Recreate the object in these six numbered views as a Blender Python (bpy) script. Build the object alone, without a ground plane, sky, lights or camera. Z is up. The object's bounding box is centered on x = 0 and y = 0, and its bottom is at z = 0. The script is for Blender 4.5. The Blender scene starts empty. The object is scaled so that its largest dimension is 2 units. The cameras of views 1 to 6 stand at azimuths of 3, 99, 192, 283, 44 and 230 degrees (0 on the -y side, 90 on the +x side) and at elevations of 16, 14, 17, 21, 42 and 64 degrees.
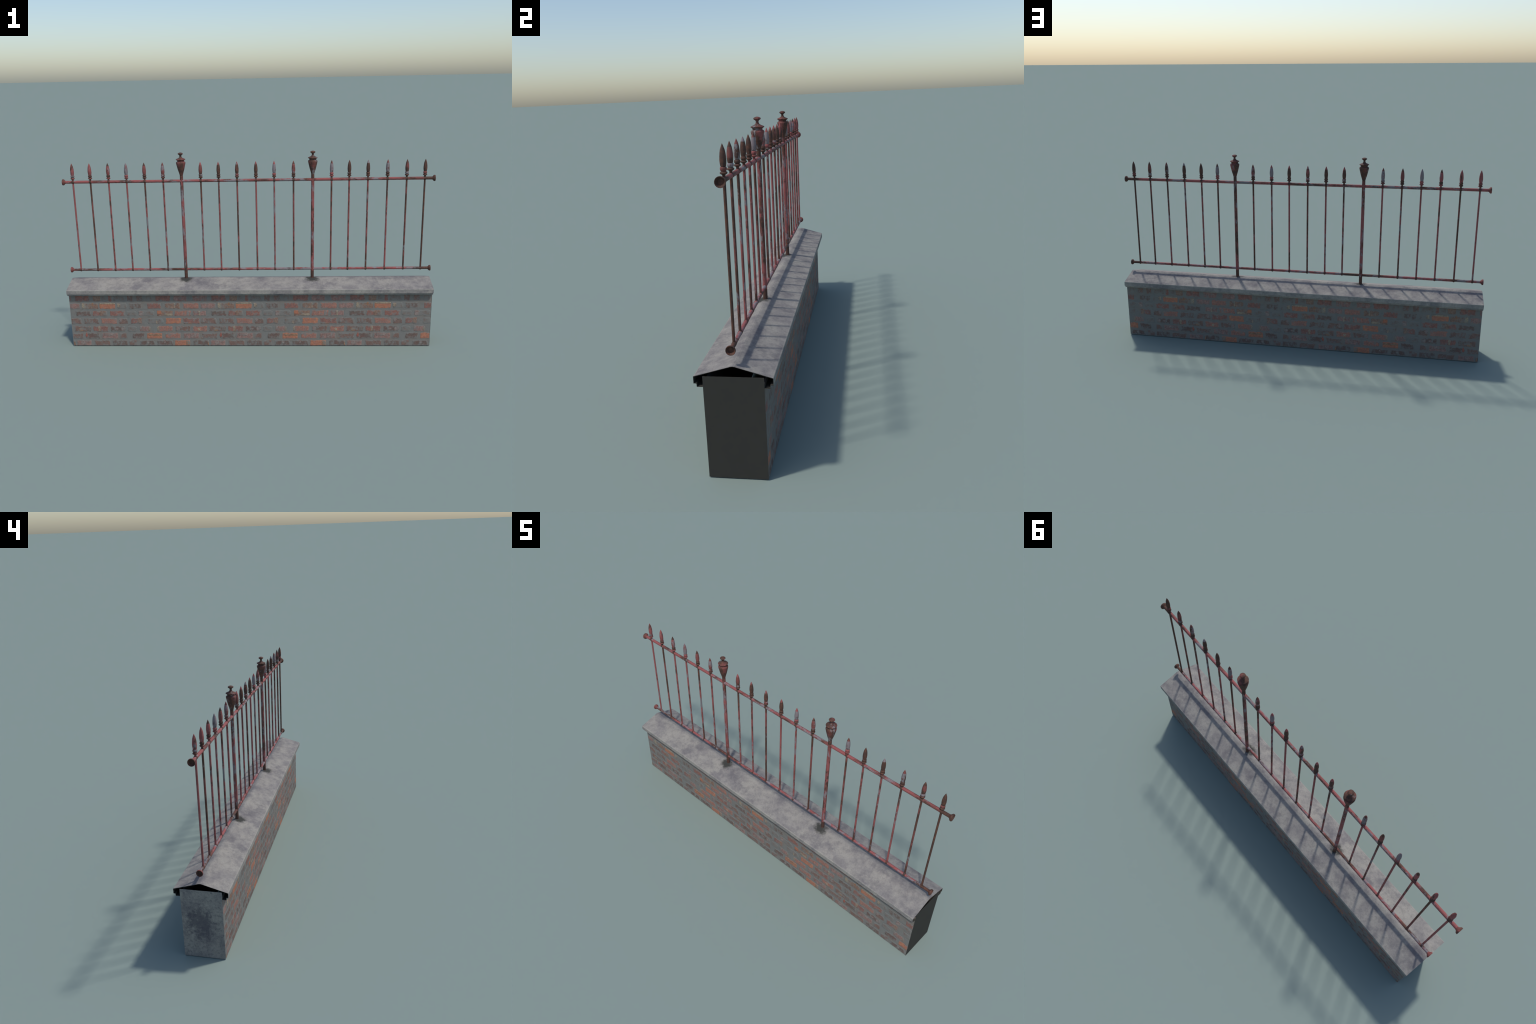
"""A low brick wall with a gabled concrete coping, carrying a painted wrought-iron
railing: two rails with flared ends, eighteen spear-topped pickets, two urn-topped posts."""
import bpy, math
from mathutils import Vector, noise

# ------------------------------------------------------------------ sizes (metres)
HALF_LENGTH = 1.0
MORTAR_Y = 0.0934            # half thickness of the mortar face
BRICK_Y = 0.0939             # half thickness over the brick faces
WALL_TOP = 0.3385            # top of the wall ends, under the coping
FENCE_Y = -0.0020
UPPER_Z, UPPER_R = 0.9185, 0.0079
LOWER_Z, LOWER_R = 0.4228, 0.0071
PICKET_R, POST_R = 0.0047, 0.0087
BOND = 0.7604                # the brick pattern repeats after this length

# ------------------------------------------------------------------ node helpers
class Nodes:
    """Small wrapper that builds a material node tree."""
    def __init__(self, name, roughness=0.85, specular=0.25):
        self.mat = bpy.data.materials.new(name)
        self.mat.use_nodes = True
        self.tree = self.mat.node_tree
        self.bsdf = self.tree.nodes["Principled BSDF"]
        self.bsdf.inputs["Roughness"].default_value = roughness
        self.bsdf.inputs["Specular IOR Level"].default_value = specular

    def new(self, kind, **props):
        n = self.tree.nodes.new(kind)
        for k, v in props.items():
            setattr(n, k, v)
        return n

    def put(self, socket, value):
        if isinstance(value, bpy.types.NodeSocket):
            self.tree.links.new(value, socket)
        elif isinstance(value, (tuple, list)) and len(value) == 3 and socket.type == 'RGBA':
            socket.default_value = (*value, 1.0)
        else:
            socket.default_value = value

    def math(self, op, a, b=0.0, clamp=False):
        n = self.new("ShaderNodeMath", operation=op, use_clamp=clamp)
        self.put(n.inputs[0], a)
        self.put(n.inputs[1], b)
        return n.outputs[0]

    def mix(self, fac, a, b):
        n = self.new("ShaderNodeMix", data_type='RGBA')
        self.put(n.inputs["Factor"], fac)
        self.put(n.inputs["A"], a) if False else self.put(n.inputs[6], a)
        self.put(n.inputs[7], b)
        return n.outputs[2]

    def noise(self, vec, scale, detail=3.0, rough=0.55, distortion=0.0):
        n = self.new("ShaderNodeTexNoise")
        n.inputs["Scale"].default_value = scale
        n.inputs["Detail"].default_value = detail
        n.inputs["Roughness"].default_value = rough
        n.inputs["Distortion"].default_value = distortion
        self.tree.links.new(vec, n.inputs["Vector"])
        return n.outputs["Fac"]

    def ramp(self, value, lo, hi):
        n = self.new("ShaderNodeMapRange", interpolation_type='SMOOTHSTEP')
        self.put(n.inputs["Value"], value)
        self.put(n.inputs["From Min"], lo)
        self.put(n.inputs["From Max"], hi)
        return n.outputs["Result"]

    def position(self):
        return self.new("ShaderNodeNewGeometry").outputs["Position"]

    def scaled(self, vec, scale, offset=(0, 0, 0)):
        n = self.new("ShaderNodeMapping")
        self.tree.links.new(vec, n.inputs["Vector"])
        n.inputs["Scale"].default_value = scale
        n.inputs["Location"].default_value = offset
        return n.outputs["Vector"]

    def bond_coordinates(self):
        """Wraps x round a cylinder so that every pattern repeats with the brick bond,
        alike on the front and the back face."""
        s = self.new("ShaderNodeSeparateXYZ")
        self.tree.links.new(self.position(), s.inputs[0])
        turn = self.math('MULTIPLY', s.outputs["X"], 2 * math.pi / BOND)
        r = BOND / (2 * math.pi)
        c = self.new("ShaderNodeCombineXYZ")
        self.put(c.inputs[0], self.math('MULTIPLY', self.math('COSINE', turn), r))
        self.put(c.inputs[1], self.math('MULTIPLY', self.math('SINE', turn), r))
        self.put(c.inputs[2], s.outputs["Z"])
        return c.outputs[0]

    def finish(self, colour, bump_height=None, strength=0.3, distance=0.002):
        self.put(self.bsdf.inputs["Base Color"], colour)
        if bump_height is not None:
            b = self.new("ShaderNodeBump")
            b.inputs["Strength"].default_value = strength
            b.inputs["Distance"].default_value = distance
            self.tree.links.new(bump_height, b.inputs["Height"])
            self.tree.links.new(b.outputs[0], self.bsdf.inputs["Normal"])
        return self.mat


MORTAR = (0.184, 0.181, 0.168)
MORTAR_WARM = (0.194, 0.172, 0.150)

def brick_material(name, main, second, pale=0.0, smear=0.0, dark=0.5, lost_edge=0.0):
    """Mottled brick: two clay tones, dark pits, pale lime flecks, mortar wiped across."""
    m = Nodes(name, 0.92, 0.2)
    p = m.bond_coordinates()
    col = m.mix(m.ramp(m.noise(p, 62, 5, 0.62), 0.38, 0.64), main, second)
    shade = m.ramp(m.noise(m.scaled(p, (1, 1, 1), (1, 6, 4)), 130, 4, 0.65), 0.36, 0.66)
    col = m.mix(m.math('MULTIPLY', shade, 0.42), col, tuple(c * 0.55 for c in second))
    col = m.mix(m.math('MULTIPLY', m.ramp(m.noise(m.scaled(p, (1, 1, 1), (3, 1, 7)), 230, 3), 0.58, 0.74), dark),
                col, (0.075, 0.064, 0.060))
    if pale:
        col = m.mix(m.math('MULTIPLY', m.ramp(m.noise(m.scaled(p, (1, 1, 1), (9, 4, 2)), 85, 5, 0.62), 0.64 - 0.12 * pale, 0.80), 0.6),
                    col, (0.37, 0.295, 0.235))
    if smear:
        wipe = m.noise(m.scaled(p, (1, 1, 0.8), (5, 8, 1)), 42, 6, 0.68)
        col = m.mix(m.math('MULTIPLY', m.ramp(wipe, 0.68 - 0.38 * smear, 0.86 - 0.38 * smear), 0.85), col, MORTAR)
    if lost_edge:                                    # mortar wiped over the arrises of each brick
        g = m.new("ShaderNodeSeparateXYZ")
        m.tree.links.new(m.new("ShaderNodeTexCoord").outputs["Generated"], g.inputs[0])
        def margin(socket, size):
            return m.math('MULTIPLY', m.math('MINIMUM', socket, m.math('SUBTRACT', 1.0, socket)), size)
        d = m.math('MINIMUM', margin(g.outputs["X"], 0.086), margin(g.outputs["Z"], 0.034))
        d = m.math('ADD', d, m.math('MULTIPLY', m.math('SUBTRACT', m.noise(m.scaled(p, (1, 1, 1), (2, 5, 6)), 55, 6, 0.7), 0.5), 0.038))
        col = m.mix(m.math('MULTIPLY', m.ramp(d, 0.0060 * lost_edge + 0.0022, 0.0060 * lost_edge - 0.0026), 0.9), col, MORTAR)
    return m.finish(col, m.noise(p, 320, 3), 0.3, 0.0012)


BRICK = {
    'orange': brick_material("brick_orange", (0.430, 0.182, 0.108), (0.345, 0.158, 0.110), 0.4, 0.34, 0.5, 0.3),
    'coral':  brick_material("brick_coral", (0.365, 0.168, 0.124), (0.275, 0.150, 0.122), 0.8, 0.46, 0.6, 0.55),
    'red':    brick_material("brick_red", (0.285, 0.134, 0.106), (0.215, 0.120, 0.103), 0.45, 0.50, 0.6, 0.65),
    'pink':   brick_material("brick_pink", (0.300, 0.185, 0.160), (0.230, 0.136, 0.117), 0.85, 0.50, 0.6, 0.6),
    'tan':    brick_material("brick_tan", (0.265, 0.176, 0.130), (0.205, 0.122, 0.096), 0.85, 0.54, 0.6, 0.65),
    'brown':  brick_material("brick_brown", (0.220, 0.132, 0.108), (0.172, 0.120, 0.102), 0.5, 0.56, 0.6, 0.75),
    'dark':   brick_material("brick_dark", (0.148, 0.118, 0.103), (0.168, 0.106, 0.090), 0.3, 0.58, 0.6, 0.8),
    'ghost':  brick_material("brick_ghost", (0.190, 0.142, 0.122), (0.190, 0.154, 0.134), 0.3, 0.78, 0.5, 1.1),
}
SMEAR = {                                           # patches of lime and fired clay
    'cream': brick_material("lime_cream", (0.345, 0.285, 0.205), (0.255, 0.190, 0.140), 0.3, 0.58, 0.4),
    'pale':  brick_material("lime_pale", (0.275, 0.222, 0.198), (0.225, 0.155, 0.136), 0.3, 0.62, 0.3),
    'ochre': brick_material("clay_ochre", (0.30, 0.180, 0.110), (0.25, 0.135, 0.090), 0.2, 0.55, 0.3),
    'tan':   brick_material("clay_tan", (0.265, 0.176, 0.130), (0.205, 0.122, 0.096), 0.85, 0.54, 0.5),
    'orange': brick_material("clay_orange", (0.405, 0.165, 0.098), (0.325, 0.145, 0.100), 0.3, 0.34, 0.4),
    'red':   brick_material("clay_red", (0.33, 0.115, 0.085), (0.250, 0.112, 0.090), 0.2, 0.4, 0.5),
    'ghost': brick_material("clay_grey", (0.190, 0.154, 0.134), (0.175, 0.150, 0.135), 0.3, 0.7, 0.5),
}

def mortar_material():
    m = Nodes("mortar", 0.95, 0.15)
    p = m.bond_coordinates()
    col = m.mix(m.ramp(m.noise(p, 16, 4), 0.42, 0.66), MORTAR, MORTAR_WARM)
    col = m.mix(m.math('MULTIPLY', m.ramp(m.noise(m.scaled(p, (1, 1, 1), (2, 2, 2)), 40, 3), 0.48, 0.72), 0.45),
                col, (0.138, 0.134, 0.124))
    return m.finish(col, m.noise(p, 260, 4), 0.5, 0.002)

def stone_grain(m, p, stain_amount):
    """Weathered concrete: beige lights, violet-grey damp stains, fine grain."""
    base = m.mix(m.ramp(m.noise(p, 11, 5, 0.62), 0.36, 0.64), (0.228, 0.213, 0.202), (0.312, 0.293, 0.258))
    stain = m.ramp(m.noise(m.scaled(p, (1, 1, 1), (4.2, 1.7, 0.4)), 9, 7, 0.70), 0.47, 0.66)
    base = m.mix(m.math('MULTIPLY', stain, stain_amount), base, (0.108, 0.101, 0.114))
    cloud = m.noise(m.scaled(p, (1, 1, 1), (8, 2, 5)), 42, 5, 0.68)
    base = m.mix(m.math('MULTIPLY', m.ramp(cloud, 0.46, 0.66), 0.34), base, (0.135, 0.125, 0.127))
    base = m.mix(m.math('MULTIPLY', m.ramp(cloud, 0.50, 0.34), 0.30), base, (0.320, 0.302, 0.268))
    grain = m.noise(m.scaled(p, (1, 1, 1), (7, 3, 1)), 170, 4, 0.72)
    base = m.mix(m.math('MULTIPLY', m.ramp(grain, 0.48, 0.72), 0.36), base, (0.125, 0.116, 0.119))
    return m.mix(m.math('MULTIPLY', m.ramp(m.noise(p, 190, 2), 0.70, 0.80), 0.5), base, (0.36, 0.35, 0.34)), grain

def coping_material(post_xs):
    m = Nodes("coping_concrete", 0.9, 0.2)
    p = m.position()
    col, grain = stone_grain(m, p, 0.60)
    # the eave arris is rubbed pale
    s = m.new("ShaderNodeSeparateXYZ")
    m.tree.links.new(p, s.inputs[0])
    lip = m.ramp(m.math('ABSOLUTE', s.outputs["Y"]), 0.1165, 0.1205)
    lip = m.math('MULTIPLY', lip, m.ramp(s.outputs["Z"], 0.3320, 0.3365))
    lip = m.math('MULTIPLY', lip, m.ramp(m.noise(p, 30, 4), 0.30, 0.60))
    col = m.mix(m.math('MULTIPLY', lip, 0.6), col, (0.330, 0.310, 0.270))
    # dark patch round each post foot, ragged at its edge
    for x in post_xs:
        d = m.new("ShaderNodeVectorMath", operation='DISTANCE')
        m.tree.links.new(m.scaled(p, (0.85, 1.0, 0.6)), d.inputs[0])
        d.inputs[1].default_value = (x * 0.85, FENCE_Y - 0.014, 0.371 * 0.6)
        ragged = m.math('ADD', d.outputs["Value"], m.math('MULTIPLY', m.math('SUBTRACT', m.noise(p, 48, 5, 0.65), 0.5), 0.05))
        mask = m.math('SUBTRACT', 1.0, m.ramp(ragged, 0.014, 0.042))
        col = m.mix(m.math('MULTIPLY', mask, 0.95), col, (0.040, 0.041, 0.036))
    return m.finish(col, grain, 0.5, 0.002)

def render_coat_material():
    m = Nodes("cement_render", 0.9, 0.2)
    p = m.position()
    col, grain = stone_grain(m, p, 0.30)
    d = m.new("ShaderNodeVectorMath", operation='DISTANCE')
    m.tree.links.new(m.scaled(p, (0, 1.0, 0.75)), d.inputs[0])
    d.inputs[1].default_value = (0, 0.012, 0.175 * 0.75)
    wet = m.math('ADD', d.outputs["Value"], m.math('MULTIPLY', m.math('SUBTRACT', m.noise(p, 30, 8, 0.78), 0.5), 0.30))
    col = m.mix(m.math('MULTIPLY', m.math('SUBTRACT', 1.0, m.ramp(wet, 0.020, 0.085)), 0.72), col, (0.070, 0.066, 0.082))
    speck = m.noise(m.scaled(p, (1, 1, 1), (2, 7, 5)), 75, 7, 0.78)
    col = m.mix(m.math('MULTIPLY', m.ramp(speck, 0.50, 0.64), 0.55), col, (0.080, 0.076, 0.094))
    return m.finish(col, grain, 0.6, 0.002)

def baked_shade_material():  # plain near-black colour standing in for baked shade
    m = Nodes("baked_shade", 0.85, 0.15)
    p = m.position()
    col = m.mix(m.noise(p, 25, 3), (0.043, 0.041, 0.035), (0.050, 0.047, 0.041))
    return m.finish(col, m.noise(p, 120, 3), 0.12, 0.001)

RED, RED_DEEP = (0.280, 0.082, 0.078), (0.180, 0.058, 0.050)
RUST, RUST_DARK = (0.118, 0.050, 0.032), (0.068, 0.036, 0.027)
GREY = (0.205, 0.188, 0.196)

def iron_material(name, rust, grey, stretch=(1, 1, 1), deep=0.5, seed=0.0, size=1.0):
    """Old red paint over a grey undercoat, flaking to rust. rust and grey say how much of each shows."""
    m = Nodes(name, 0.72, 0.3)
    p = m.scaled(m.position(), tuple(s * size for s in stretch), (seed, seed * 1.7, seed * 0.6))
    col = m.mix(m.ramp(m.noise(p, 20, 5, 0.62), 0.58 - 0.3 * deep, 0.80 - 0.25 * deep), RED, RED_DEEP)
    # stretches of sound paint alternate with worn ones
    wear = m.math('MULTIPLY', m.math('SUBTRACT', m.noise(m.scaled(p, (1, 1, 1), (6, 1, 2)), 9, 2), 0.5), 0.5)
    # soft browning where the paint has weathered through
    r = m.math('ADD', m.noise(m.scaled(p, (1, 1, 1), (2, 8, 3)), 22, 7, 0.68), wear)
    tone = m.mix(m.ramp(m.noise(p, 110, 4), 0.4, 0.62), RUST_DARK, RUST)
    col = m.mix(m.ramp(r, 0.76 - 0.46 * rust, 0.86 - 0.46 * rust), col, tone)
    # broken flecks of undercoat, gathered in patches
    away = m.math('MULTIPLY', m.math('SUBTRACT', m.noise(m.scaled(p, (1, 1, 1), (3, 9, 4)), 12, 2), 0.5), 0.38)
    g = m.math('ADD', m.noise(m.scaled(p, (1, 1, 1), (5, 2, 9)), 40, 7, 0.74), away)
    fleck = m.ramp(g, 0.76 - 0.40 * grey, 0.83 - 0.40 * grey)
    col = m.mix(m.math('MULTIPLY', fleck, 0.85), col, GREY)
    # dark scabs of rust
    k = m.math('ADD', m.noise(m.scaled(p, (1, 1, 1), (1, 3, 12)), 60, 5, 0.68), m.math('MULTIPLY', wear, 0.5))
    col = m.mix(m.math('MULTIPLY', m.ramp(k, 0.60 - 0.10 * rust, 0.70 - 0.10 * rust), 0.85), col, RUST_DARK)
    return m.finish(col, m.noise(p, 140, 3), 0.25, 0.0008)

ALONG_Z, ALONG_X = (1, 1, 0.38), (0.38, 1, 1)
IRON = {
    'bar_red':  iron_material("iron_bar_red", 0.50, 0.50, ALONG_Z, 0.35, 1.0),
    'bar_rust': iron_material("iron_bar_rust", 0.68, 0.40, ALONG_Z, 0.9, 2.0),
    'bar_worn': iron_material("iron_bar_worn", 0.62, 0.56, ALONG_Z, 0.5, 3.0),
    'bar_shade': iron_material("iron_bar_shade", 1.10, 0.10, ALONG_Z, 1.0, 15.0),  # darkest bar, coloured after the shade baked at the +x end
    'rail':     iron_material("iron_rail", 0.52, 0.62, ALONG_X, 0.35, 4.0),
    'post':     iron_material("iron_post", 0.54, 0.55, ALONG_Z, 0.5, 5.0),
    'urn':      iron_material("iron_urn", 0.82, 0.36, (1, 1, 0.6), 1.0, 6.0),
    'red':      iron_material("iron_red", 0.42, 0.52, (1, 1, 0.5), 0.4, 7.0),
    'brown':    iron_material("iron_brown", 1.05, 0.20, (1, 1, 0.6), 0.9, 8.0),
    'maroon':   iron_material("iron_maroon", 0.66, 0.30, (1, 1, 0.6), 1.0, 9.0),
    'grey':     iron_material("iron_grey", 0.50, 0.95, (1, 1, 0.5), 0.6, 10.0),
    'mixed':    iron_material("iron_mixed", 0.62, 0.72, (1, 1, 0.6), 0.7, 11.0),
    'pale':     iron_material("iron_pale", 0.20, 1.3, (1, 1, 0.6), 0.5, 12.0),
    'rust_and_shade':     iron_material("iron_rust_and_shade", 1.20, 0.10, (1, 1, 0.6), 1.0, 13.0),  # heavy rust; also used as painted shade at the +x end
    'collar':   iron_material("iron_collar", 1.05, 0.40, (1, 1, 1), 1.0, 14.0, 1.6),
}

# ------------------------------------------------------------------ object helpers
def link(name, mesh, parent, materials=(), smooth_angle=None):
    ob = bpy.data.objects.new(name, mesh)
    bpy.context.scene.collection.objects.link(ob)
    for mat in materials:
        if mat.name not in mesh.materials:
            mesh.materials.append(mat)
    ob.parent = parent
    if smooth_angle is not None:
        mesh.polygons.foreach_set("use_smooth", [True] * len(mesh.polygons))
        mesh.set_sharp_from_angle(angle=math.radians(smooth_angle))
    return ob

def mesh_from(name, verts, faces):
    me = bpy.data.meshes.new(name)
    me.from_pydata([tuple(v) for v in verts], [], faces)
    me.validate()
    me.update()
    return me

def lathe(name, profile, segments=20, axis='Z', closed=False):
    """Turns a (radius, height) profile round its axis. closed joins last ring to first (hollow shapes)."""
    verts, faces, rings = [], [], []
    for r, h in profile:
        if r < 1e-6:
            rings.append([len(verts)])
            verts.append((0, 0, h))
        else:
            rings.append(list(range(len(verts), len(verts) + segments)))
            for i in range(segments):
                a = 2 * math.pi * (i + 0.5) / segments
                verts.append((r * math.cos(a), r * math.sin(a), h))
    for a, b in zip(rings, rings[1:]):
        for i in range(segments):
            j = (i + 1) % segments
            if len(a) == 1 and len(b) > 1:
                faces.append((a[0], b[j], b[i]))
            elif len(b) == 1 and len(a) > 1:
                faces.append((a[i], a[j], b[0]))
            elif len(a) > 1:
                faces.append((a[i], a[j], b[j], b[i]))
    if not closed:
        if len(rings[0]) > 1:
            faces.append(tuple(reversed(rings[0])))
        if len(rings[-1]) > 1:
            faces.append(tuple(rings[-1]))
    if axis == 'X':
        verts = [(h, x, y) for x, y, h in verts]
    return mesh_from(name, verts, faces)

def prism_x(name, outline, x0, x1):
    """Extrudes a closed (y, z) outline (counter-clockwise seen from +x) along x."""
    n = len(outline)
    verts = [(x0, y, z) for y, z in outline] + [(x1, y, z) for y, z in outline]
    faces = [(i, (i + 1) % n, n + (i + 1) % n, n + i) for i in range(n)]
    faces = [tuple(reversed(f)) for f in faces]
    faces += [tuple(range(n)), tuple(range(2 * n - 1, n - 1, -1))]
    me = mesh_from(name, verts, faces)
    import bmesh
    bm = bmesh.new()
    bm.from_mesh(me)
    bmesh.ops.recalc_face_normals(bm, faces=bm.faces)
    bm.to_mesh(me)
    bm.free()
    return me

def box(verts, faces, x0, x1, y0, y1, z0, z1):
    b = len(verts)
    verts += [(x, y, z) for x in (x0, x1) for y in (y0, y1) for z in (z0, z1)]
    faces += [tuple(b + i for i in f) for f in
              ((0, 1, 3, 2), (4, 6, 7, 5), (0, 4, 5, 1), (2, 3, 7, 6), (0, 2, 6, 4), (1, 5, 7, 3))]

# ------------------------------------------------------------------ the thing
root = bpy.data.objects.new("railed_brick_wall", None)
bpy.context.scene.collection.objects.link(root)
root["label"] = "low brick wall with concrete coping and rusty red iron railing"
root["category"] = "garden wall"

# ------------------------------------------------------------------ wall body
WALL_END = 0.9980                                   # the wall stops just short of the coping
END = WALL_END - 0.0012
SKIN = 0.004                                        # the wall is a hollow box, open below and above
verts, faces = [], []
for s in (-1, 1):
    box(verts, faces, -END, END, *sorted((s * (MORTAR_Y - SKIN), s * MORTAR_Y)), 0.0, 0.3180)
    box(verts, faces, *sorted((s * (END - 0.003), s * END)), -MORTAR_Y + SKIN, MORTAR_Y - SKIN, 0.0, 0.3180)
link("mortar_core", mesh_from("mortar_core", verts, faces), root, [mortar_material()])

BAKED_SHADE = baked_shade_material()
for s, mat in ((-1, render_coat_material()), (1, BAKED_SHADE)):  # the +x face keeps its baked shade as a flat dark colour
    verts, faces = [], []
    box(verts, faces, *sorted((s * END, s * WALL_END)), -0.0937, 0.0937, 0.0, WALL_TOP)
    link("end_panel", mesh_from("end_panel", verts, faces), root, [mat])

# ------------------------------------------------------------------ bricks
# Courses from the top: foot and head of the course, then one bond of bricks (from, to, clay).
COURSES = [
    (0.2640, 0.3030, [(-0.208, -0.123, 'red'), (-0.104, -0.059, 'tan'), (-0.056, -0.024, 'ghost'), (-0.018, 0.0, 'red'),
                      (0.008, 0.075, 'ghost'), (0.089, 0.120, 'brown'), (0.138, 0.175, 'brown'), (0.190, 0.228, 'ghost'),
                      (0.243, 0.332, 'red'), (0.346, 0.423, 'pink'), (0.449, 0.534, 'pink')]),
    (0.2205, 0.2545, [(-0.169, -0.077, 'tan'), (-0.070, 0.019, 'orange'), (0.029, 0.084, 'ghost'), (0.093, 0.165, 'dark'),
                      (0.198, 0.276, 'red'), (0.296, 0.382, 'tan'), (0.397, 0.486, 'coral'), (0.494, 0.580, 'pink')]),
    (0.1775, 0.2095, [(-0.208, -0.123, 'dark'), (-0.113, -0.030, 'red'), (-0.014, 0.072, 'red'), (0.080, 0.135, 'ghost'),
                      (0.146, 0.235, 'ghost'), (0.249, 0.340, 'tan'), (0.348, 0.441, 'coral'), (0.451, 0.525, 'pink')]),
    (0.1310, 0.1660, [(-0.165, -0.081, 'brown'), (-0.068, 0.024, 'coral'), (0.034, 0.083, 'brown'), (0.099, 0.163, 'red'),
                      (0.194, 0.284, 'ghost'), (0.296, 0.386, 'orange'), (0.396, 0.488, 'red'), (0.495, 0.582, 'brown')]),
    (0.0855, 0.1190, [(-0.223, -0.128, 'brown'), (-0.117, -0.031, 'red'), (-0.019, 0.065, 'dark'), (0.078, 0.128, 'ghost'),
                      (0.147, 0.208, 'pink'), (0.247, 0.334, 'coral'), (0.349, 0.436, 'brown'), (0.445, 0.528, 'coral')]),
    (0.0430, 0.0770, [(-0.163, -0.080, 'dark'), (-0.071, 0.022, 'pink'), (0.030, 0.069, 'brown'), (0.104, 0.173, 'dark'),
                      (0.186, 0.272, 'orange'), (0.290, 0.378, 'coral'), (0.392, 0.482, 'pink'), (0.497, 0.582, 'brown')]),
    (0.0004, 0.0330, [(-0.217, -0.132, 'pink'), (-0.116, -0.025, 'brown'), (-0.013, 0.073, 'dark'), (0.081, 0.127, 'brown'),
                      (0.143, 0.228, 'dark'), (0.242, 0.330, 'dark'), (0.342, 0.429, 'orange'), (0.445, 0.536, 'dark')]),
]
# Lime, clay and worn patches on single bricks: course, from, to, foot and head as a share of the brick, stuff.
PATCHES = [
    (1, -0.169, -0.150, 0.0, 1.0, 'cream'), (1, -0.067, 0.019, 0.82, 1.05, 'cream'), (1, 0.030, 0.045, 0.25, 0.9, 'cream'),
    (1, 0.347, 0.354, 0.05, 1.0, 'cream'), (1, -0.115, -0.099, 0.4, 1.0, 'ochre'), (2, -0.075, -0.030, 0.05, 0.95, 'tan'),
    (2, 0.147, 0.174, 0.05, 0.95, 'pale'), (2, 0.249, 0.274, 0.3, 1.0, 'orange'), (2, 0.292, 0.339, 0.05, 0.5, 'cream'),
    (2, 0.415, 0.431, 0.05, 0.95, 'pale'), (2, 0.482, 0.492, 0.05, 0.9, 'cream'), (3, 0.036, 0.051, 0.3, 0.95, 'pale'),
    (3, 0.139, 0.162, 0.1, 0.95, 'tan'), (3, 0.242, 0.249, 0.05, 0.6, 'cream'), (3, 0.449, 0.461, 0.4, 1.0, 'pale'),
    (3, 0.504, 0.522, 0.3, 0.95, 'pale'), (3, 0.398, 0.443, 0.0, 0.2, 'tan'), (4, -0.088, -0.076, 0.0, 0.95, 'cream'),
    (4, -0.199, -0.173, 0.05, 0.6, 'ochre'), (4, 0.005, 0.024, 0.3, 0.6, 'pale'), (4, 0.042, 0.065, 0.1, 0.7, 'pale'),
    (4, 0.147, 0.159, 0.3, 0.95, 'pale'), (4, 0.197, 0.208, 0.2, 0.8, 'cream'), (4, 0.247, 0.257, 0.0, 0.9, 'cream'),
    (4, 0.353, 0.373, 0.1, 0.9, 'pale'), (4, 0.476, 0.489, 0.1, 0.6, 'cream'), (4, 0.464, 0.511, 0.8, 1.0, 'pale'),
    (4, -0.153, -0.129, 0.1, 0.9, 'ghost'), (5, -0.056, -0.004, 0.5, 1.0, 'pale'), (5, 0.429, 0.462, 0.2, 0.9, 'pale'),
    (5, 0.492, 0.501, 0.0, 0.3, 'ochre'), (5, 0.197, 0.270, 0.5, 0.8, 'ochre'), (5, -0.163, -0.151, 0.25, 0.95, 'red'),
    (6, 0.405, 0.427, 0.0, 0.9, 'ochre'), (6, -0.194, -0.168, 0.05, 0.95, 'pale'), (6, 0.184, 0.195, 0.35, 0.75, 'pale'),
    (6, 0.278, 0.290, 0.5, 0.9, 'pale'), (6, 0.528, 0.534, 0.0, 0.9, 'ochre'),
]

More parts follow.
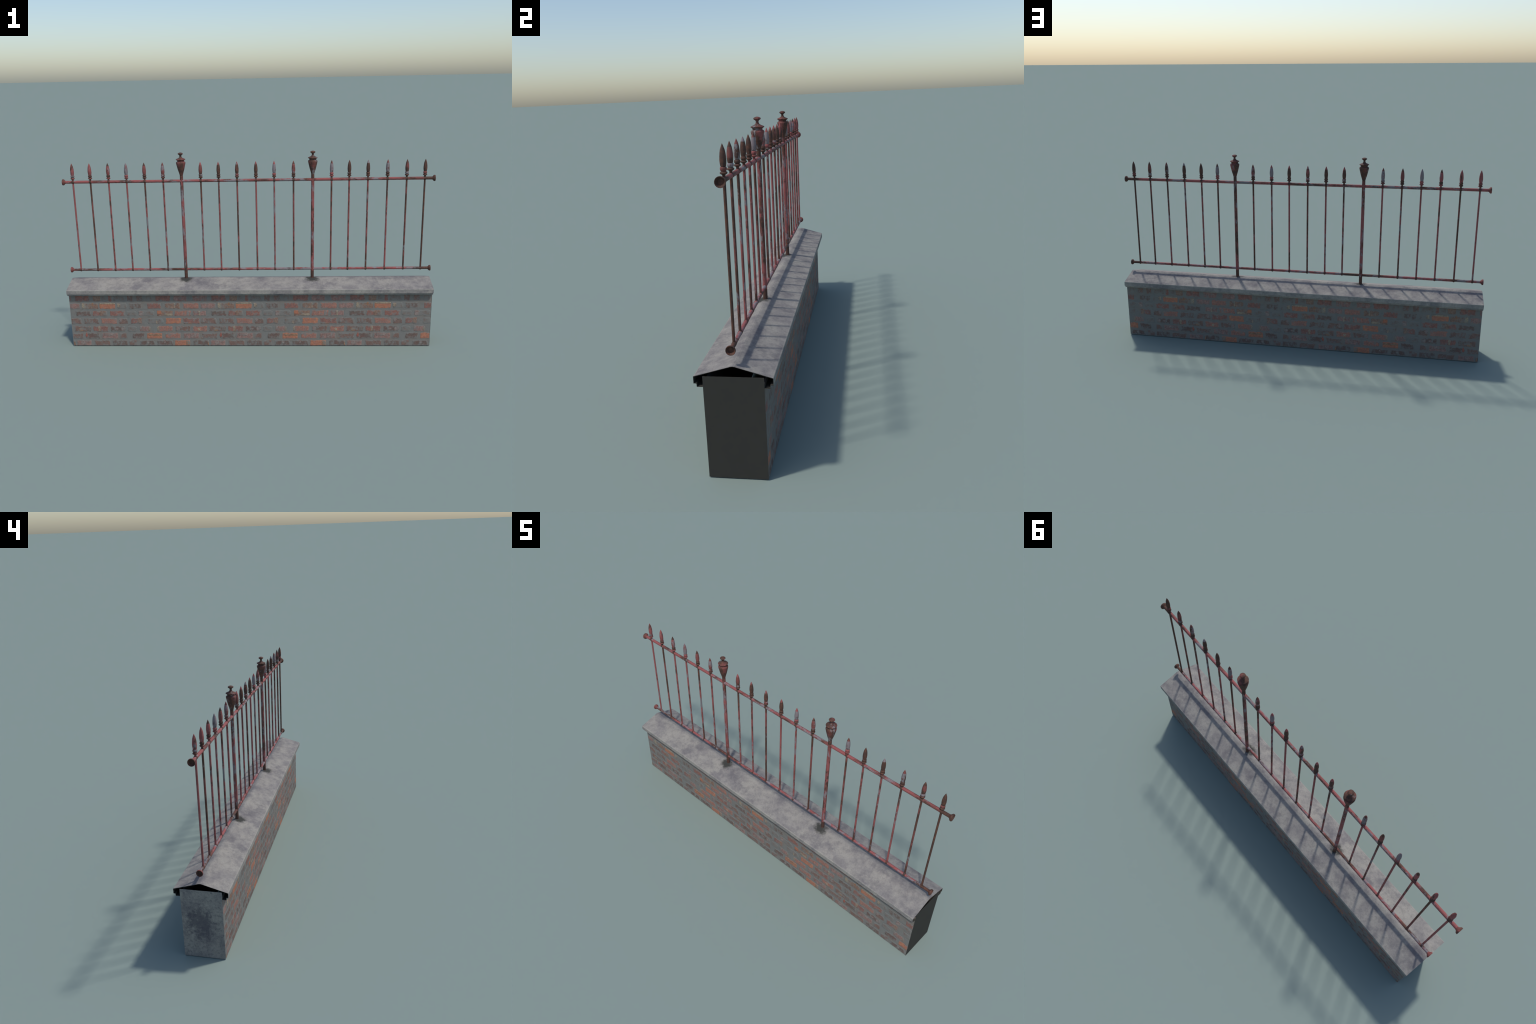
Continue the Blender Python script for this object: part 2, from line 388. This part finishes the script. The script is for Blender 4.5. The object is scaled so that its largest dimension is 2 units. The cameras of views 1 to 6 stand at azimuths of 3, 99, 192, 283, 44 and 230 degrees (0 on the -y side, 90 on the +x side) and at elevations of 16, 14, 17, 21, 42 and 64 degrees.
def slab(x0, x1, z0, z1, side, proud, sunk, ragged, seed, round_off, pitch=70.0):
    """A worn brick face: rounded rectangle with a ragged arris and an uneven, slightly domed front."""
    a, b = (x1 - x0) / 2, (z1 - z0) / 2
    cx, cz = (x0 + x1) / 2, (z0 + z1) / 2
    corner = min(round_off, a * 0.7, b * 0.7)
    outline = []
    steps = max(3, int(a / 0.003)), max(2, int(b / 0.003))
    centres = ((a - corner, b - corner, 0), (-a + corner, b - corner, 1), (-a + corner, -b + corner, 2), (a - corner, -b + corner, 3))
    for k, (px, pz, q) in enumerate(centres):
        for i in range(4):
            t = math.pi / 2 * (q + i / 3)
            outline.append(Vector((px + corner * math.cos(t), pz + corner * math.sin(t))))
        nx, nz, nq = centres[(k + 1) % 4]
        t = math.pi / 2 * (q + 1)
        p0 = outline[-1].copy()
        p1 = Vector((nx + corner * math.cos(t), nz + corner * math.sin(t)))
        count = steps[0] if q % 2 == 0 else steps[1]
        for i in range(1, count):
            outline.append(p0.lerp(p1, i / count))
    ring = []
    for p in outline:
        w = Vector(((p.x + cx) * pitch + seed, (p.y + cz) * pitch, seed * 1.3))
        k = noise.noise(w) * ragged + noise.noise(w * 2.6) * ragged * 0.5
        q = p * (1 + k / max(0.006, p.length))
        if z0 < 0.002:
            q.y = max(q.y, -b)
        ring.append(q)
    verts, faces = [], []
    n = len(ring)
    def depth(p, y):
        w = Vector(((p.x + cx) * 120 + seed, (p.y + cz) * 120, seed))
        return y + noise.noise(w) * 0.00014
    layers = [(1.0, sunk, 0), (0.995, proud - 0.00035, 1), (0.965, proud - 0.00006, 1), (0.7, proud, 1), (0.35, proud, 1)]
    inset = min(a, b)
    for scale, y, rough in layers:
        d = (1 - scale) * inset
        for p in ring:
            q = p * max(0.05, 1 - d / p.length) if scale > 0.9 else p * scale
            yy = depth(q, y) if rough else y
            verts.append((q.x + cx, side * yy, q.y + cz))
    for l in range(len(layers) - 1):
        for i in range(n):
            j = (i + 1) % n
            f = (l * n + i, l * n + j, (l + 1) * n + j, (l + 1) * n + i)
            faces.append(f)
    top = len(verts)
    verts.append((cx, side * depth(Vector((0, 0)), proud), cz))
    base = (len(layers) - 1) * n
    for i in range(n):
        faces.append((base + i, base + (i + 1) % n, top))
    faces.append(tuple(range(n - 1, -1, -1)))
    if side > 0:
        faces = [tuple(reversed(f)) for f in faces]
    return verts, faces

LIMIT = WALL_END - 0.0004
RAGGED = {'ghost': 0.0040, 'dark': 0.0032, 'brown': 0.0030}
for course, (z0, z1, row) in enumerate(COURSES):
    for index, (x0, x1, clay) in enumerate(row):
        seed = course * 17.3 + index * 5.7
        for side in (-1, 1):
            shared = None
            for repeat in (-2, -1, 0, 1, 2):
                ax, bx = x0 + repeat * BOND, x1 + repeat * BOND
                ca, cb = max(ax, -LIMIT), min(bx, LIMIT)
                if cb - ca < 0.006:
                    continue
                whole = ca == ax and cb == bx
                if whole and shared:
                    ob = shared.copy()
                    bpy.context.scene.collection.objects.link(ob)
                else:
                    v, f = slab(ca - repeat * BOND, cb - repeat * BOND, z0, z1, side, BRICK_Y, MORTAR_Y - 0.002,
                                RAGGED.get(clay, 0.0024), seed, 0.006 if clay != 'ghost' else 0.010)
                    if not whole:                    # a cut brick stays inside the wall end
                        lim = (-LIMIT - repeat * BOND, LIMIT - repeat * BOND)
                        v = [(min(max(x, lim[0]), lim[1]), y, z) for x, y, z in v]
                    ob = link("brick", mesh_from("brick", v, f), root, [BRICK[clay]], 40)
                    if whole:
                        shared = ob
                ob.location = (repeat * BOND, 0, 0)

verts, faces, slots, kinds = [], [], [], list(SMEAR)
for n, (course, x0, x1, f0, f1, stuff) in enumerate(PATCHES):
    z0, z1, _ = COURSES[course]
    za, zb = z0 + (z1 - z0) * f0, z0 + (z1 - z0) * f1
    for side in (-1, 1):
        for repeat in (-2, -1, 0, 1, 2):
            shift = repeat * BOND
            if x0 + shift < -LIMIT + 0.004 or x1 + shift > LIMIT - 0.004:
                continue
            v, f = slab(x0, x1, za, zb, side, BRICK_Y + 0.00022, BRICK_Y - 0.0016, min(0.0055, 0.45 * min(x1 - x0, zb - za)), 200 + n * 3.1, 0.008, 190.0)
            base = len(verts)
            verts += [(x + shift, y, max(z, 0.0003)) for x, y, z in v]
            faces += [tuple(base + i for i in q) for q in f]
            slots += [kinds.index(stuff)] * len(f)
me = mesh_from("lime_smear", verts, faces)
for k in kinds:
    me.materials.append(SMEAR[k])
if len(me.polygons) == len(slots):
    me.polygons.foreach_set("material_index", slots)
ob = link("lime_smear", me, root)
me.polygons.foreach_set("use_smooth", [True] * len(me.polygons))
ob["kind"] = "stuff"

# ------------------------------------------------------------------ coping
POST_X = (-0.3500, 0.3540)
outer = [(0.0, 0.3727), (0.0065, 0.3718), (0.1200, 0.3389), (0.1217, 0.3376), (0.1220, 0.3360), (0.1220, 0.3158), (0.1214, 0.3150),
         (0.1136, 0.3147), (0.1130, 0.3138), (0.1124, 0.3050), (0.1116, 0.3042), (0.0940, 0.3042)]
T = 0.0013                                          # shell thickness
inner = [(0.0940, 0.3042 + T), (0.1112, 0.3042 + T), (0.1118, 0.3147 + T), (0.1207, 0.3150 + T), (0.1207, 0.3366),
         (0.0060, 0.3718 - T), (0.0, 0.3727 - T)]
right = outer + inner
left = [(-y, z) for y, z in reversed(right)]
ring = right[:-1] + [right[-1]] + left[1:-1]
me = prism_x("coping", ring, -0.9992, 0.9985)
link("coping", me, root, [coping_material(POST_X), BAKED_SHADE])
for f in me.polygons:                               # inside of the shell and its rim, shade painted in as near-black
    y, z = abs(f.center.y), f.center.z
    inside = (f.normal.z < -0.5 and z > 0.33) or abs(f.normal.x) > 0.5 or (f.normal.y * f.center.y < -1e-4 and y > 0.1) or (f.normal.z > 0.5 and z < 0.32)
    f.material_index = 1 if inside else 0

# ------------------------------------------------------------------ rails
def flange_profile(r, big):
    """Trumpet-shaped hollow rail end, from the bar out to the rim and back into the cup."""
    return [(r * 0.98, -0.0185), (r * 1.06, -0.0145), (big * 0.66, -0.0110), (big * 0.90, -0.0082), (big, -0.0058), (big * 1.01, -0.0022),
            (big * 0.985, 0.0), (big * 0.93, 0.0), (big * 0.72, -0.0052), (big * 0.56, -0.0078), (big * 0.50, -0.0098), (0.0, -0.0098)]

for z, r, big in ((UPPER_Z, UPPER_R, 0.0166), (LOWER_Z, LOWER_R, 0.0154)):
    bar = lathe("rail", [(r, -0.984), (r, -0.5), (r, 0.0), (r, 0.5), (r, 0.9505), (r, 0.984)], 18, 'X')
    bar.materials.append(IRON['rail'])
    bar.materials.append(IRON['rust_and_shade'])
    for f in bar.polygons:                           # baked shade painted onto the stub past the last picket
        f.material_index = 1 if f.center.x > 0.951 else 0
    rail = link("rail", bar, root, [IRON['rail']], 40)
    rail.location = (0, FENCE_Y, z)
    trumpet = lathe("rail_flange", flange_profile(r, big), 18, 'X')
    trumpet.materials.append(IRON['maroon'])
    trumpet.materials.append(IRON['rust_and_shade'])
    for f in trumpet.polygons:                       # the bare inside of the cup
        f.material_index = 1 if f.normal.x > 0.3 and math.hypot(f.center.y, f.center.z) < big * 0.9 else 0
    for s in (1, -1):
        fl = link("rail_flange", trumpet.copy(), rail, [], 50)
        fl.data.materials[0] = IRON['rust_and_shade' if s > 0 else 'maroon']  # +x flange darkened to carry the shade baked at that end
        fl.location = (s * HALF_LENGTH, 0, 0)
        if s < 0:
            fl.rotation_euler = (0, 0, math.pi)

# ------------------------------------------------------------------ pickets
# position along the wall, bar paint, spear paint, tip paint, ball paint
PICKETS = [
    (-0.9434, 'bar_red', 'red', 'red', 'mixed'), (-0.8476, 'bar_rust', 'red', 'red', 'maroon'), (-0.7473, 'bar_red', 'red', 'brown', 'rust_and_shade'),
    (-0.6492, 'bar_red', 'grey', 'grey', 'red'), (-0.5502, 'bar_worn', 'maroon', 'brown', 'brown'), (-0.4499, 'bar_worn', 'grey', 'maroon', 'mixed'),
    (-0.2461, 'bar_worn', 'maroon', 'red', 'mixed'), (-0.1497, 'bar_red', 'brown', 'red', 'rust_and_shade'), (-0.0505, 'bar_rust', 'maroon', 'red', 'mixed'),
    (0.0510, 'bar_red', 'brown', 'red', 'collar'), (0.1485, 'bar_worn', 'grey', 'red', 'red'), (0.2517, 'bar_rust', 'mixed', 'maroon', 'rust_and_shade'),
    (0.4543, 'bar_rust', 'grey', 'maroon', 'red'), (0.5479, 'bar_worn', 'brown', 'brown', 'collar'), (0.6469, 'bar_worn', 'brown', 'pale', 'brown'),
    (0.7498, 'bar_worn', 'mixed', 'maroon', 'brown'), (0.8512, 'bar_rust', 'maroon', 'brown', 'grey'), (0.9462, 'bar_shade', 'rust_and_shade', 'rust_and_shade', 'maroon'),  # last two bars and end finial darkened to copy baked shade
]
bar_shape = [(0.0, 0.4128), (0.0026, 0.4133), (PICKET_R, 0.4150), (PICKET_R, 0.60), (PICKET_R, 0.78), (PICKET_R, 0.9330), (0.0, 0.9330)]
SPEAR = [(0.0, 0.9312), (0.0046, 0.9312), (0.0058, 0.9328), (0.0092, 0.9346), (0.0108, 0.9362), (0.0111, 0.9378), (0.0106, 0.9396), (0.0088, 0.9412), (0.0072, 0.9424),
         (0.0082, 0.9440), (0.0097, 0.9458), (0.0101, 0.9490), (0.0098, 0.9524), (0.0086, 0.9545), (0.0068, 0.9556),
         (0.0082, 0.9566), (0.0088, 0.9600), (0.0098, 0.9690), (0.0100, 0.9750), (0.0095, 0.9840), (0.0084, 0.9940), (0.0068, 1.0030),
         (0.0046, 1.0092), (0.0023, 1.0155), (0.0, 1.0206)]

def spear_mesh(materials):
    """Disc, ball and faceted spear blade; slots: collar disc, ball, blade, tip."""
    me = lathe("spear_finial", SPEAR, 12)
    for mat in materials:
        me.materials.append(mat)
    for f in me.polygons:
        z = f.center.z
        f.material_index = 0 if z < 0.9430 else 1 if z < 0.9560 else 2 if z < 1.0030 else 3
        f.use_smooth = True
    me.set_sharp_from_angle(angle=math.radians(38))
    return me

collar_up = lathe("collar", [(UPPER_R * 0.98, -0.0062), (UPPER_R + 0.0007, -0.0054), (UPPER_R + 0.0007, 0.0054), (UPPER_R * 0.98, 0.0062)], 18, 'X')
collar_low = lathe("collar", [(LOWER_R * 0.98, -0.0056), (LOWER_R + 0.0007, -0.0048), (LOWER_R + 0.0007, 0.0048), (LOWER_R * 0.98, 0.0056)], 18, 'X')
bars = {}
for x, bar, spear, tip, ball in PICKETS:
    if bar not in bars:
        bars[bar] = lathe("picket", bar_shape, 12)
    picket = link("picket", bars[bar], root, [IRON[bar]], 40)
    picket.location = (x, FENCE_Y, 0)
    disc = 'maroon' if spear in ('red', 'grey') else 'brown'
    link("spear_finial", spear_mesh([IRON[disc], IRON[ball], IRON[spear], IRON[tip]]), picket)
    for me, z in ((collar_up, UPPER_Z), (collar_low, LOWER_Z)):
        c = link("collar", me, picket, [IRON['collar']], 40)
        c.location = (0, 0, z)

# ------------------------------------------------------------------ posts
URN = [(0.0, 0.9440), (0.0076, 0.9440), (0.0083, 0.9490), (0.0115, 0.9610), (0.0168, 0.9780), (0.0209, 0.9945), (0.0240, 1.0080), (0.0252, 1.0135), (0.0253, 1.0165),
       (0.0243, 1.0195), (0.0222, 1.0212), (0.0196, 1.0222), (0.0185, 1.0236), (0.0184, 1.0265), (0.0190, 1.0285), (0.0212, 1.0300),
       (0.0245, 1.0322), (0.0257, 1.0340), (0.0248, 1.0355), (0.0200, 1.0378), (0.0130, 1.0408), (0.0085, 1.0436), (0.0064, 1.0465), (0.0052, 1.0510),
       (0.0054, 1.0550), (0.0078, 1.0575), (0.0125, 1.0606), (0.0140, 1.0634), (0.0133, 1.0657), (0.0100, 1.0682), (0.0050, 1.0700), (0.0, 1.0706)]
post_bar = lathe("post", [(POST_R * 1.02, 0.345), (POST_R * 1.02, 0.413), (POST_R * 1.02, 0.50), (POST_R, 0.75), (POST_R * 0.99, 0.926), (POST_R * 0.98, 0.9470)], 18)
post_bar.materials.append(IRON['post'])
post_bar.materials.append(IRON['brown'])
for f in post_bar.polygons:                         # rusted foot and neck
    f.material_index = 1 if f.center.z < 0.412 or f.center.z > 0.93 else 0
urn = lathe("urn_finial", URN, 24)
for x in POST_X:
    post = link("post", post_bar, root, [IRON['post']], 40)
    post.location = (x, FENCE_Y, 0)
    link("urn_finial", urn, post, [IRON['urn']], 42)
